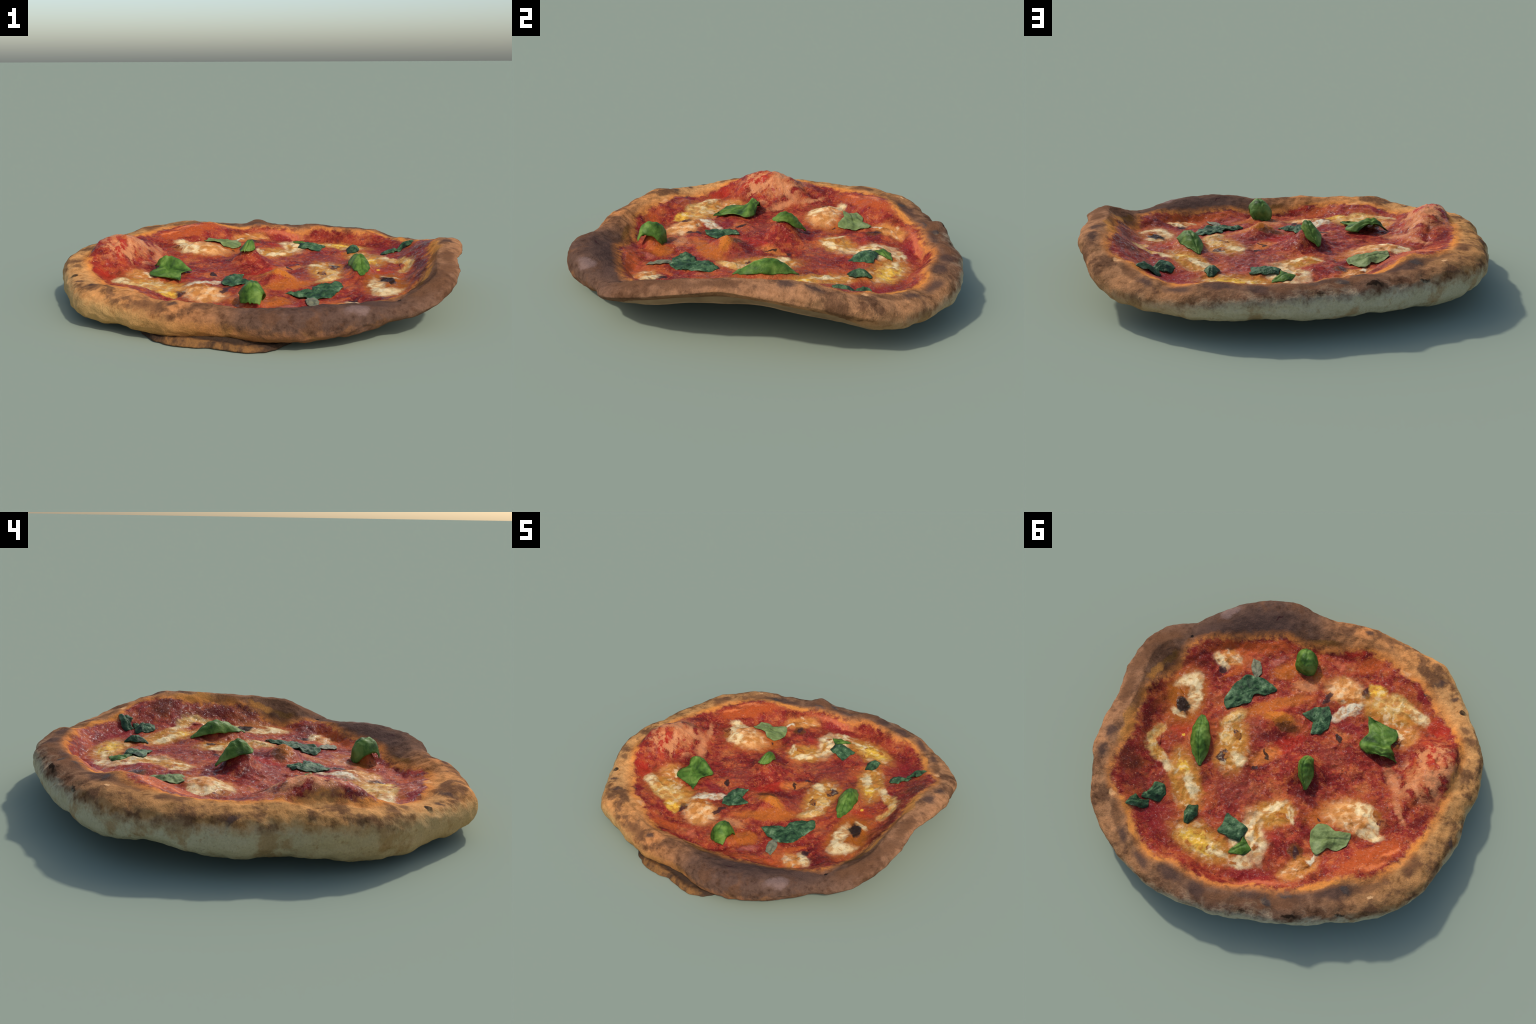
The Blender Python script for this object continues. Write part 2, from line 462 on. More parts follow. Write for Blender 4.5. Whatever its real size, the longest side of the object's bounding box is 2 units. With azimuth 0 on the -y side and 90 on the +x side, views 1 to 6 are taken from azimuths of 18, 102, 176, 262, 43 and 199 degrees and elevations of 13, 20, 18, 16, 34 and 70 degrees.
CHEESES = [
    ((0.664, -0.129), [
        ("caramel", 0.664, -0.129, 0.145, 0.084, 102),
        ("cream", 0.686, -0.239, 0.072, 0.043, -131),
        ("cream", 0.620, -0.156, 0.090, 0.033, 105),
        ("cream", 0.666, -0.025, 0.049, 0.019, 169),
        ("caramel", 0.695, -0.141, 0.042, 0.022, 168),
        ("black", 0.653, -0.079, 0.048, 0.037, 130),
    ]),
    ((0.561, -0.441), [
        ("tan", 0.529, -0.464, 0.053, 0.040, -180),
        ("cream", 0.577, -0.425, 0.063, 0.029, 139),
        ("char", 0.549, -0.367, 0.019, 0.019, -156),
    ]),
    ((0.374, -0.115), [
        ("butter", 0.374, -0.115, 0.065, 0.030, -130),
    ]),
    ((0.319, 0.046), [
        ("gold", 0.321, 0.040, 0.131, 0.073, 107),
        ("cream", 0.259, 0.104, 0.052, 0.031, 168),
        ("butter", 0.372, 0.013, 0.040, 0.028, 155),
        ("char", 0.314, -0.026, 0.027, 0.015, 126),
        ("char", 0.341, 0.114, 0.028, 0.026, -173),
    ]),
    ((0.671, 0.209), [
        ("butter", 0.720, 0.137, 0.065, 0.021, -102),
        ("butter", 0.700, 0.212, 0.064, 0.028, 125),
        ("gold", 0.649, 0.240, 0.058, 0.027, 141),
        ("cream", 0.580, 0.282, 0.053, 0.027, 147),
    ]),
    ((0.465, 0.336), [
        ("gold", 0.476, 0.318, 0.149, 0.062, 125),
        ("yellow", 0.507, 0.256, 0.044, 0.024, 150),
        ("cream", 0.436, 0.339, 0.078, 0.026, 125),
    ]),
    ((0.264, 0.593), [
        ("gold", 0.264, 0.593, 0.147, 0.069, 170),
        ("butter", 0.273, 0.604, 0.112, 0.051, 171),
        ("yellow", 0.308, 0.588, 0.065, 0.037, -177),
        ("yellow", 0.228, 0.621, 0.068, 0.028, 176),
        ("cream", 0.168, 0.623, 0.050, 0.017, -174),
        ("caramel", 0.258, 0.531, 0.017, 0.017, -160),
        ("caramel", 0.220, 0.611, 0.012, 0.012, -159),
        ("caramel", 0.316, 0.634, 0.013, 0.013, -159),
        ("caramel", 0.201, 0.542, 0.015, 0.015, -161),
    ]),
    ((-0.029, 0.321), [
        ("gold", -0.030, 0.324, 0.094, 0.059, -154),
        ("cream", -0.007, 0.300, 0.080, 0.020, -133),
        ("cream", -0.118, 0.301, 0.053, 0.018, 123),
        ("caramel", -0.070, 0.320, 0.033, 0.017, -171),
    ]),
    ((0.024, 0.502), [
        ("cream", 0.019, 0.479, 0.112, 0.045, 120),
        ("cream", 0.040, 0.625, 0.061, 0.033, -168),
        ("cream", 0.094, 0.550, 0.036, 0.029, 157),
        ("gold", 0.019, 0.450, 0.073, 0.017, 118),
        ("caramel", -0.012, 0.532, 0.017, 0.017, -161),
        ("caramel", 0.074, 0.635, 0.029, 0.010, -169),
    ]),
    ((-0.447, 0.194), [
        ("peachcream", -0.421, 0.197, 0.115, 0.073, -178),
        ("cream", -0.457, 0.140, 0.057, 0.036, -174),
        ("cream", -0.522, 0.191, 0.072, 0.024, 124),
        ("cream", -0.534, 0.264, 0.065, 0.024, -175),
        ("tan", -0.447, 0.234, 0.046, 0.030, 167),
        ("caramel", -0.539, 0.138, 0.023, 0.018, 166),
        ("charred", -0.556, 0.177, 0.017, 0.017, -156),
    ]),
    ((-0.249, 0.555), [
        ("tan", -0.249, 0.555, 0.085, 0.044, -128),
        ("white", -0.297, 0.486, 0.041, 0.014, -113),
        ("caramel", -0.277, 0.523, 0.019, 0.017, -158),
        ("umber", -0.204, 0.474, 0.045, 0.033, 155),
        ("char", -0.210, 0.479, 0.033, 0.013, 126),
    ]),
    ((-0.166, -0.439), [
        ("peachcream", -0.143, -0.486, 0.085, 0.068, -175),
        ("white", -0.202, -0.378, 0.100, 0.031, -134),
        ("caramel", -0.176, -0.430, 0.064, 0.022, -148),
        ("char", -0.256, -0.520, 0.034, 0.026, 140),
        ("char", -0.317, -0.455, 0.023, 0.017, -136),
    ]),
    ((-0.443, -0.475), [
        ("gold", -0.419, -0.460, 0.148, 0.068, 180),
        ("butter", -0.401, -0.474, 0.101, 0.042, 175),
        ("butter", -0.441, -0.521, 0.090, 0.031, 172),
        ("cream", -0.563, -0.474, 0.060, 0.034, 160),
        ("yellow", -0.301, -0.558, 0.044, 0.035, 167),
    ]),
    ((-0.523, -0.336), [
        ("tan", -0.530, -0.335, 0.068, 0.043, -134),
        ("cream", -0.486, -0.342, 0.028, 0.017, 133),
        ("charred", -0.498, -0.277, 0.024, 0.025, 175),
    ]),
]



class Tree:
    """Small wrapper that keeps node building readable."""

    def __init__(self, tree):
        self.t = tree

    def node(self, kind, **props):
        n = self.t.nodes.new(kind)
        ins = props.pop("ins", {})
        for k, v in props.items():
            setattr(n, k, v)
        for k, v in ins.items():
            self.put(n.inputs[k], v)
        return n

    def put(self, sock, v):
        if isinstance(v, bpy.types.NodeSocket):
            self.t.links.new(v, sock)
        else:
            sock.default_value = v

    def math(self, op, a, b=0.0, c=0.0, clamp=False):
        n = self.node("ShaderNodeMath", operation=op, use_clamp=clamp)
        for s, v in zip(n.inputs, (a, b, c)):
            self.put(s, v)
        return n.outputs[0]

    def vec(self, op, a, b=(0, 0, 0), scale=None):
        n = self.node("ShaderNodeVectorMath", operation=op)
        self.put(n.inputs[0], a)
        if scale is not None:
            self.put(n.inputs["Scale"], scale)
        else:
            self.put(n.inputs[1], b)
        return n.outputs[0]

    def ramp(self, fac, stops, mode="LINEAR"):
        n = self.node("ShaderNodeValToRGB")
        e = n.color_ramp.elements
        n.color_ramp.interpolation = mode
        while len(e) > 1:
            e.remove(e[-1])
        for i, (p, c) in enumerate(stops):
            q = e[0] if i == 0 else e.new(p)
            q.position = p
            q.color = c if len(c) == 4 else (*c, 1)
        self.put(n.inputs[0], fac)
        return n.outputs[0]

    def mix(self, fac, a, b, blend="MIX"):
        n = self.node("ShaderNodeMix", data_type="RGBA", blend_type=blend)
        self.put(n.inputs[0], fac)
        self.put(n.inputs[6], a)
        self.put(n.inputs[7], b)
        return n.outputs[2]

    def noise(self, vec, scale, detail=3.0, rough=.55, out=0, distort=0.0):
        n = self.node("ShaderNodeTexNoise", ins={"Scale": scale, "Detail": detail, "Roughness": rough, "Distortion": distort})
        self.put(n.inputs["Vector"], vec)
        return n.outputs[out]

    def step(self, v, lo, hi, a=0.0, b=1.0):
        n = self.node("ShaderNodeMapRange", interpolation_type="SMOOTHSTEP", ins={1: lo, 2: hi, 3: a, 4: b})
        self.put(n.inputs[0], v)
        return n.outputs[0]

    def spot(self, vec, x, y, rx, ry, turn, soft, strength=1.0, ragged=None):
        m = self.node("ShaderNodeMapping", vector_type="TEXTURE", ins={"Location": (x, y, 0), "Rotation": (0, 0, math.radians(turn)), "Scale": (rx * 1.32, ry * 1.32, 50)})
        self.put(m.inputs["Vector"], vec)
        g = self.node("ShaderNodeTexGradient", gradient_type="SPHERICAL")
        self.t.links.new(m.outputs[0], g.inputs[0])
        fac = g.outputs["Fac"] if ragged is None else self.math("ADD", g.outputs["Fac"], ragged)
        return self.step(fac, max(.08, .16 - .08 * soft), .17 + .26 * soft, 0, strength)

    def curve(self, fac, pts, lo, hi):
        """A value by angle: Float Curve through (0..1, value) points."""
        n = self.node("ShaderNodeFloatCurve")
        c = n.mapping.curves[0]
        while len(c.points) > 2:
            c.points.remove(c.points[-1])
        ps = [(p, (v - lo) / (hi - lo)) for p, v in pts]
        c.points[0].location, c.points[1].location = ps[0], ps[-1]
        for p in ps[1:-1]:
            c.points.new(*p)
        n.mapping.update()
        self.put(n.inputs["Value"], fac)
        return self.math("MULTIPLY_ADD", n.outputs[0], hi - lo, lo)


SOFT = {"haze": 1.6, "maroon": 1.3, "crimson": 1.3, "tomato": 1.1, "orangeoil": 1.3, "gold": 1.5, "tan": 1.3, "peachcream": 1.4, "yellow": 1.3, "cream": 1.5, "butter": 1.5, "white": 1.2,
        "caramel": 1.3, "black": .8, "char": .8, "umberred": 1.2, "tanred": 1.0, "emberorange": 1.1, "amber": 1.1,
        "darkcrust": 1.9, "browncrust": 1.6, "olive": 1.5, "goldcrust": 1.2, "flame": 2.0, "peach": 1.8, "pinkred": 2.0, "pinkorange": 1.8, "brightred": 1.4, "peachoil": 1.4, "rust": 1.5, "slate": 1.4, "greyhighlight": 1.5, "burnt": .9}
STRENGTH = {"haze": .55, "orangeoil": .85, "browncrust": .75, "darkcrust": .9, "gold": .9, "cream": .85, "butter": .85, "white": .85, "flour": .85, "slate": .75, "olive": .7, "goldcrust": .8, "greyhighlight": .7, "tanred": .85, "emberorange": .9, "peach": .72, "flame": .7, "pinkred": .6, "brightred": .75, "pinkorange": .8}


def by_angle(table):
    """(degrees, value) pairs -> points over 0..1, closed at both ends."""
    a, v = table
    a = np.array(a, float)
    v = np.array(v, float)
    end = float(np.interp(360, np.r_[a, a + 360], np.r_[v, v]))
    return [(0.0, end)] + [(p / 360, w) for p, w in zip(a, v)] + [(1.0, end)]


def surface_group():
    """Colour of the whole upper side: sauce, oil, cheese and baked crust, placed in object space."""
    g = bpy.data.node_groups.new("baked_surface", "ShaderNodeTree")
    for n in ("Color",):
        g.interface.new_socket(n, in_out="OUTPUT", socket_type="NodeSocketColor")
    for n in ("Crust", "Cheese", "Grain"):
        g.interface.new_socket(n, in_out="OUTPUT", socket_type="NodeSocketFloat")
    T = Tree(g)
    co = T.node("ShaderNodeTexCoord").outputs["Object"]
    w1 = T.vec("SCALE", T.vec("SUBTRACT", T.noise(co, 11, 4, .6, 1), (.5, .5, .5)), scale=.075)
    w2 = T.vec("SCALE", T.vec("SUBTRACT", T.noise(co, 48, 3, .6, 1), (.5, .5, .5)), scale=.018)
    wc = T.vec("ADD", T.vec("ADD", co, w1), w2)
    # hair-fine streaks
    st = T.node("ShaderNodeMapping", ins={"Rotation": (0, 0, .6), "Scale": (70, 210, 90)})
    T.t.links.new(T.vec("ADD", co, w1), st.inputs["Vector"])
    streak = T.noise(st.outputs[0], 1.0, 3, .6)
    fine = T.noise(co, 120, 4, .65)

    rag = T.math("MULTIPLY", T.math("SUBTRACT", T.noise(co, 32, 6, .7), .5), .42)
    rag_soft = T.math("MULTIPLY", T.math("SUBTRACT", T.noise(wc, 15, 3, .55), .5), .34)
    rag_fine = T.math("MULTIPLY", T.math("SUBTRACT", T.noise(st.outputs[0], .55, 5, .68), .5), .50)
    # --- sauce
    n1 = T.noise(wc, 6.5, 5, .6)
    sauce = T.ramp(n1, [(.33, srgb(90, 24, 24)), (.43, srgb(126, 36, 31)), (.51, srgb(148, 50, 39)), (.58, srgb(162, 70, 44)), (.67, srgb(188, 106, 58))])
    n2 = T.noise(co, 30, 4, .62)
    sauce = T.mix(T.step(n2, .56, .70, 0, .5), sauce, srgb(188, 96, 50))
    sauce = T.mix(T.step(n2, .46, .32, 0, .6), sauce, srgb(78, 20, 20))
    smear = T.node("ShaderNodeMapping", ins={"Rotation": (0, 0, .45), "Scale": (13, 46, 30)})
    T.t.links.new(T.vec("ADD", wc, w1), smear.inputs["Vector"])
    sm = T.noise(smear.outputs[0], 1.0, 4, .6)
    sauce = T.mix(T.step(sm, .54, .68, 0, .6), sauce, srgb(192, 98, 52))
    sauce = T.mix(T.step(sm, .45, .32, 0, .55), sauce, srgb(94, 24, 24))
    oil = T.noise(wc, 10, 4, .6, distort=.6)
    sauce = T.mix(T.step(oil, .53, .63, 0, .5), sauce, srgb(182, 90, 44))
    sauce = T.mix(T.step(oil, .45, .36, 0, .5), sauce, srgb(112, 30, 30))
    for name, x, y, rx, ry, turn in SAUCE_POOLS:
        m = T.spot(wc, x, y, rx, ry, turn, SOFT.get(name, 1.0) * 1.25, STRENGTH.get(name, .92), rag_fine)
        sauce = T.mix(m, sauce, srgb(*COL[name]))
    mound = T.spot(co, -.70, -.16, .18, .13, 78, 1.2, .85)
    mn = T.noise(wc, 14, 4, .6)
    sauce = T.mix(T.math("MULTIPLY", mound, T.step(mn, .47, .57)), sauce, srgb(210, 138, 90))
    sauce = T.mix(T.math("MULTIPLY", mound, T.step(mn, .43, .35)), sauce, srgb(156, 44, 34))
    # wet glints painted into the sauce colour as pale streaks, then dark flecks
    sauce = T.mix(T.step(streak, .58, .70, 0, .45), sauce, srgb(212, 138, 98))
    sauce = T.mix(T.step(streak, .68, .76, 0, .5), sauce, srgb(232, 190, 154))
    sauce = T.mix(T.step(streak, .42, .30, 0, .3), sauce, srgb(74, 22, 24))
    fl = T.noise(co, 75, 2, .5)
    sauce = T.mix(T.step(fl, .68, .75, 0, .75), sauce, srgb(66, 24, 24))

    # --- cheese
    top, cheese_mask = sauce, None
    for centre, spots in CHEESES:       # oil bled out of the cheese
        name, x, y, rx, ry, turn = spots[0]
        top = T.mix(T.spot(wc, x, y, rx * 1.55 + .02, ry * 1.55 + .02, turn, 2.2, .6, rag_fine), top, srgb(176, 92, 42))
    for centre, spots in CHEESES:
        for i, (name, x, y, rx, ry, turn) in enumerate(spots):
            grow = 1.3 if i == 0 else 1.12
            m = T.spot(wc, x, y, rx * grow, ry * grow, turn, SOFT.get(name, 1.0) * 1.1, STRENGTH.get(name, .95), rag_soft)
            top = T.mix(m, top, srgb(*COL[name]))
            if name in ("cream", "butter", "white", "gold", "peachcream", "tan", "yellow"):
                cheese_mask = m if cheese_mask is None else T.math("MAXIMUM", cheese_mask, m)
    blister = T.noise(wc, 26, 2, .5)
    top = T.mix(T.math("MULTIPLY", cheese_mask, T.step(blister, .49, .62, 0, .8)), top, srgb(182, 112, 44))
    top = T.mix(T.math("MULTIPLY", cheese_mask, T.step(blister, .46, .34, 0, .45)), top, srgb(242, 222, 178))
    for name, x, y, rx, ry, turn in FLECKS:
        top = T.mix(T.spot(wc, x, y, rx, ry, turn, .8, .9), top, srgb(*COL[name]))
    top = T.mix(.22, top, T.mix(1.0, top, T.ramp(fine, [(.25, (.62, .60, .60)), (.5, (1, 1, 1)), (.78, (1.3, 1.28, 1.26))]), "MULTIPLY"))

    # --- crust
    sep = T.node("ShaderNodeSeparateXYZ")
    T.put(sep.inputs[0], co)
    x, y, z = sep.outputs
    ang = T.math("ARCTAN2", y, x)
    turn = T.math("FRACT", T.math("ADD", T.math("DIVIDE", ang, 2 * math.pi), 1.0))
    rad = T.math("SQRT", T.math("ADD", T.math("MULTIPLY", x, x), T.math("MULTIPLY", y, y)))
    border = T.curve(turn, by_angle(SAUCE), .6, 1.0)
    nb = T.noise(co, 26, 4, .65)
    past = T.math("ADD", T.math("SUBTRACT", rad, border), T.math("MULTIPLY", T.math("SUBTRACT", nb, .5), .085))
    crust_mask = T.step(past, -.012, .020)
    nA = T.noise(co, 8, 5, .62)
    nB = T.noise(co, 26, 5, .65)
    nC = T.noise(co, 70, 4, .65)
    tone = T.ramp(turn, [(0, srgb(152, 108, 76)), (.09, srgb(176, 126, 86)), (.15, srgb(160, 114, 76)), (.22, srgb(126, 92, 70)), (.29, srgb(120, 88, 68)), (.34, srgb(136, 98, 70)), (.40, srgb(176, 126, 78)), (.5, srgb(190, 138, 82)),
                         (.58, srgb(196, 142, 86)), (.66, srgb(196, 136, 80)), (.73, srgb(184, 124, 76)), (.78, srgb(112, 82, 64)), (.82, srgb(96, 72, 60)), (.88, srgb(94, 71, 59)), (.93, srgb(120, 88, 68)), (1, srgb(152, 108, 76))])
    crust = T.mix(T.step(nA, .485, .61, 0, .82), tone, srgb(104, 72, 52))
    crust = T.mix(T.step(nA, .46, .34, 0, .5), crust, T.mix(1.0, tone, (1.35, 1.28, 1.18, 1), "MULTIPLY"))
    crust = T.mix(1.0, crust, T.ramp(nB, [(.30, (.52, .48, .45)), (.44, (.88, .86, .84)), (.56, (1.06, 1.05, 1.04)), (.70, (1.28, 1.25, 1.20))]), "MULTIPLY")
    # outer flank: floury and pale at the back, tan on the left, toasted at the front
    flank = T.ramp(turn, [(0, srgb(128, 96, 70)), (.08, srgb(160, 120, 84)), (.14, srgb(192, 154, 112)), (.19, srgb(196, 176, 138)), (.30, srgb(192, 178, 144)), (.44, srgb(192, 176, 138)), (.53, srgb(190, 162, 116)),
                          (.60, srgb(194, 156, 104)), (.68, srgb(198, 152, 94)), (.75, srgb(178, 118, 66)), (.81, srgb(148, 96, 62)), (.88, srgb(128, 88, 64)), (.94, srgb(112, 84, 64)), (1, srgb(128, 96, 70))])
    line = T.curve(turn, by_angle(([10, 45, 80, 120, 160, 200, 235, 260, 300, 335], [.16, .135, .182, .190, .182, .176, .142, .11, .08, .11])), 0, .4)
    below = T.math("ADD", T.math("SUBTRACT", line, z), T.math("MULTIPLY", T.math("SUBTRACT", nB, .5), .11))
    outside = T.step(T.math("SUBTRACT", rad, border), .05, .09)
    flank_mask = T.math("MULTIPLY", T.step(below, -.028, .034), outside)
    flank = T.mix(T.step(nA, .51, .64, 0, .6), flank, srgb(158, 112, 62))
    flank = T.mix(T.step(nB, .57, .70, 0, .5), flank, srgb(150, 104, 56))
    flank = T.mix(T.step(nC, .40, .26, 0, .35), flank, srgb(120, 84, 52))
    for name, sx, sy, rx, ry, tr in CRUST_STAINS:
        m = T.spot(wc, sx, sy, rx, ry, tr, SOFT.get(name, 1.0) * 1.2, STRENGTH.get(name, .92), rag)
        crust = T.mix(m, crust, srgb(*COL[name]))
    crust = T.mix(T.step(nC, .58, .72, 0, .3), crust, T.mix(1.0, crust, (1.5, 1.45, 1.4, 1), "MULTIPLY"))
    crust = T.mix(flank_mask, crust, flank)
    # golden, oil-stained lip where the crust meets the sauce
    lip = T.math("MULTIPLY", T.step(past, -.02, .01), T.step(past, .060, .015))
    crust = T.mix(T.math("MULTIPLY", lip, T.step(nB, .38, .62, .2, .8)), crust, srgb(220, 132, 60))
    crust = T.mix(T.step(nC, .64, .74, 0, .5), crust, srgb(74, 52, 42))
    crust = T.mix(.5, crust, T.mix(1.0, crust, T.ramp(fine, [(.25, (.68, .66, .64)), (.5, (1, 1, 1)), (.78, (1.28, 1.26, 1.24))]), "MULTIPLY"))
    col = T.mix(crust_mask, top, crust)

    out = T.node("NodeGroupOutput")
    T.put(out.inputs["Color"], col)
    T.put(out.inputs["Crust"], crust_mask)
    T.put(out.inputs["Cheese"], cheese_mask)
    T.put(out.inputs["Grain"], T.math("ADD", T.math("MULTIPLY", nB, .6), T.math("ADD", T.math("MULTIPLY", fine, .35), T.math("MULTIPLY", streak, .35))))
    return g


SURFACE = surface_group()


def baked_material(name, wet, bump):
    m = bpy.data.materials.new(name)
    m.use_nodes = True
    T = Tree(m.node_tree)
    b = m.node_tree.nodes["Principled BSDF"]
    g = T.node("ShaderNodeGroup")
    g.node_tree = SURFACE
    T.put(b.inputs["Base Color"], g.outputs["Color"])
    dry = .82
    co = T.node("ShaderNodeTexCoord").outputs["Object"]
    bead = T.math("MULTIPLY", T.step(T.noise(co, 62, 3, .6), .54, .62), T.math("SUBTRACT", 1.0, g.outputs["Crust"]))    # wet beads of oil
    T.put(b.inputs["Roughness"], T.math("SUBTRACT", T.math("ADD", wet, T.math("MULTIPLY", g.outputs["Crust"], dry - wet)), T.math("MULTIPLY", bead, wet - .14)))
    T.put(b.inputs["Specular IOR Level"], T.math("MULTIPLY_ADD", bead, .26, T.math("SUBTRACT", .035, T.math("MULTIPLY", g.outputs["Crust"], .015))))
    bm = T.node("ShaderNodeBump", ins={"Strength": bump, "Distance": .012})
    T.put(bm.inputs["Height"], g.outputs["Grain"])
    T.put(b.inputs["Normal"], bm.outputs[0])
    return m


def plain_material(name, stops, scale, rough=.8, bump=.3, spec=.3, trans=0.0):
    m = bpy.data.materials.new(name)
    m.use_nodes = True
    T = Tree(m.node_tree)
    b = m.node_tree.nodes["Principled BSDF"]
    co = T.node("ShaderNodeTexCoord").outputs["Object"]
    n = T.noise(co, scale, 5, .62, distort=.3)
    c = T.ramp(n, [(p, srgb(*q)) for p, q in stops])
    T.put(b.inputs["Base Color"], c)
    b.inputs["Roughness"].default_value = rough
    b.inputs["Specular IOR Level"].default_value = spec
    bm = T.node("ShaderNodeBump", ins={"Strength": bump, "Distance": .01})
    T.put(bm.inputs["Height"], T.noise(co, scale * 6, 3))
    T.put(b.inputs["Normal"], bm.outputs[0])
    if trans:
        tr = T.node("ShaderNodeBsdfTranslucent")
        T.put(tr.inputs["Color"], c)
        mx = T.node("ShaderNodeMixShader", ins={0: trans})
        T.put(mx.inputs[1], b.outputs[0])
        T.put(mx.inputs[2], tr.outputs[0])
        T.put(m.node_tree.nodes["Material Output"].inputs[0], mx.outputs[0])
    return m


MAT_SAUCE = baked_material("tomato_sauce", .35, .6)
MAT_CHEESE = baked_material("melted_cheese", .4, .45)
MAT_CRUST = baked_material("baked_crust", .5, .6)
MAT_BASE = plain_material("dough_underside", [(.3, (116, 90, 62)), (.5, (144, 112, 80)), (.7, (160, 128, 94))], 7, .9, .15)
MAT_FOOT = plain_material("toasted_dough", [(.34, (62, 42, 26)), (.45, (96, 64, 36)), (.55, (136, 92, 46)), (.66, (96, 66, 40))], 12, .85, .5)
ft = Tree(MAT_FOOT.node_tree)      # colour darkened for the shadowed groove below the rim
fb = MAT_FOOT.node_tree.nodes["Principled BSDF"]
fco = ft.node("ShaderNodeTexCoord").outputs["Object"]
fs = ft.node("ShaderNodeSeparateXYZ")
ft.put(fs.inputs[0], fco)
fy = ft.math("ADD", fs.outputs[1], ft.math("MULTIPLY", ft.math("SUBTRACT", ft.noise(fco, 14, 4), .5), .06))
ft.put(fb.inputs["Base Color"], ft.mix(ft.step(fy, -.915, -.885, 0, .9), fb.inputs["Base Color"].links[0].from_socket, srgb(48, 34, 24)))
MAT_BRIGHT = plain_material("fresh_basil", [(.32, (40, 66, 20)), (.48, (80, 114, 38)), (.66, (122, 150, 66))], 14, .5, .25, .2, .12)  # ramp widened to tint in leaf sheen and shaded folds
MAT_DARK = plain_material("wilted_basil", [(.32, (24, 42, 26)), (.46, (48, 78, 46)), (.58, (74, 106, 68)), (.70, (126, 148, 108))], 22, .5, .5, .2, .06)
MAT_PALE = plain_material("pale_basil", [(.3, (88, 102, 52)), (.5, (118, 134, 76)), (.7, (146, 158, 104))], 14, .55, .3, .2, .1)
MAT_TEAL = plain_material("dried_basil", [(.3, (84, 84, 62)), (.5, (112, 112, 84)), (.7, (140, 134, 104))], 20, .6, .3)

region("sauce_bed", [fan_top, quads[is_sauce]], MAT_SAUCE)
region("crust_rim", [quads[is_crust]], MAT_CRUST)
region("dough_base", [quads[is_base], fan_low], MAT_BASE)
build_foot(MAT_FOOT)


# ------------------------------------------------------------------ melted cheese: thin pools draped over the sauce
def spot_field(x, y, spots):
    x = x + .035 * perlin(x, y, 0, 11, 41) + .016 * perlin(x, y, 0, 40, 42)
    y = y + .035 * perlin(x, y, 0, 11, 43) + .016 * perlin(x, y, 0, 40, 44)
    f = np.full(x.shape, -9.0)
    for name, sx, sy, rx, ry, turn in spots:
        if name in ("char", "black", "umber", "charred", "caramel"):
            continue
        c, s = math.cos(math.radians(turn)), math.sin(math.radians(turn))
        u, v = ((x - sx) * c + (y - sy) * s) / rx, (-(x - sx) * s + (y - sy) * c) / ry
        f = np.maximum(f, 1 - np.sqrt(u * u + v * v))
    return f


def drape(name, ox, oy, lift, mat, seed, centre):
    """Closed lens-shaped sheet with outline (ox, oy), resting on the surface."""
    n, m = len(ox), 22
    cx, cy = centre
    V = []
    for i in range(m + 1):
        s = i / m
        x, y = cx + (ox - cx) * s, cy + (oy - cy) * s
        body = np.clip(1 - s ** 2.2, 0, 1)
        z = top_height(x, y) + lift * body * (.85 + .6 * fbm(x, y, 0, 11, 2, seed)) - .002 * (1 - body)
        V.append(np.stack([x, y, z], -1))
    low = []
    for i in range(m - 1, 0, -3):
        s = i / m
        x, y = cx + (ox - cx) * s, cy + (oy - cy) * s
        low.append(np.stack([x, y, top_height(x, y) - .004], -1))
    rows = V[1:] + low
    v = np.concatenate([V[0][:1]] + rows + [[[cx, cy, V[0][0][2] - lift - .006]]])
    K = len(rows)
    f = [(0, 1 + j, 1 + (j + 1) % n) for j in range(n)]
    for i in range(K - 1):
        a, b = 1 + i * n, 1 + (i + 1) * n
        f += [(a + j, b + j, b + (j + 1) % n, a + (j + 1) % n) for j in range(n)]
    e = len(v) - 1
    a = 1 + (K - 1) * n
    f += [(e, a + (j + 1) % n, a + j) for j in range(n)]
    return add_mesh(name, v, f, mat)


for k, (centre, spots) in enumerate(CHEESES):
    n = 150
    al = np.arange(n) * 2 * np.pi / n
    ts = np.linspace(.005, .30, 120)
    gx, gy = centre[0] + np.cos(al)[:, None] * ts, centre[1] + np.sin(al)[:, None] * ts
    inside = spot_field(gx, gy, spots) > -.12
    reach = np.array([ts[np.where(row)[0][-1]] if row.any() else .02 for row in inside])
    for _ in range(3):
        reach = (np.roll(reach, 1) + 2 * reach + np.roll(reach, -1)) / 4
    drape("melted_cheese", centre[0] + np.cos(al) * reach, centre[1] + np.sin(al) * reach, .007, MAT_CHEESE, 50 + k, centre)


# ------------------------------------------------------------------ basil
def spline_rows(rows, n):
    q = np.array(rows, float)
    q = np.concatenate([[2 * q[0] - q[1]], q, [2 * q[-1] - q[-2]]])
    t = np.linspace(0, len(rows) - 1, n)
    j = np.minimum(t.astype(int), len(rows) - 2)
    u = (t - j)[:, None, None]
    a, b, c, d = (q[j + k] for k in range(4))
    return .5 * (2 * b + (c - a) * u + (2 * a - 5 * b + 4 * c - d) * u ** 2 + (3 * b - a - 3 * c + d) * u ** 3)


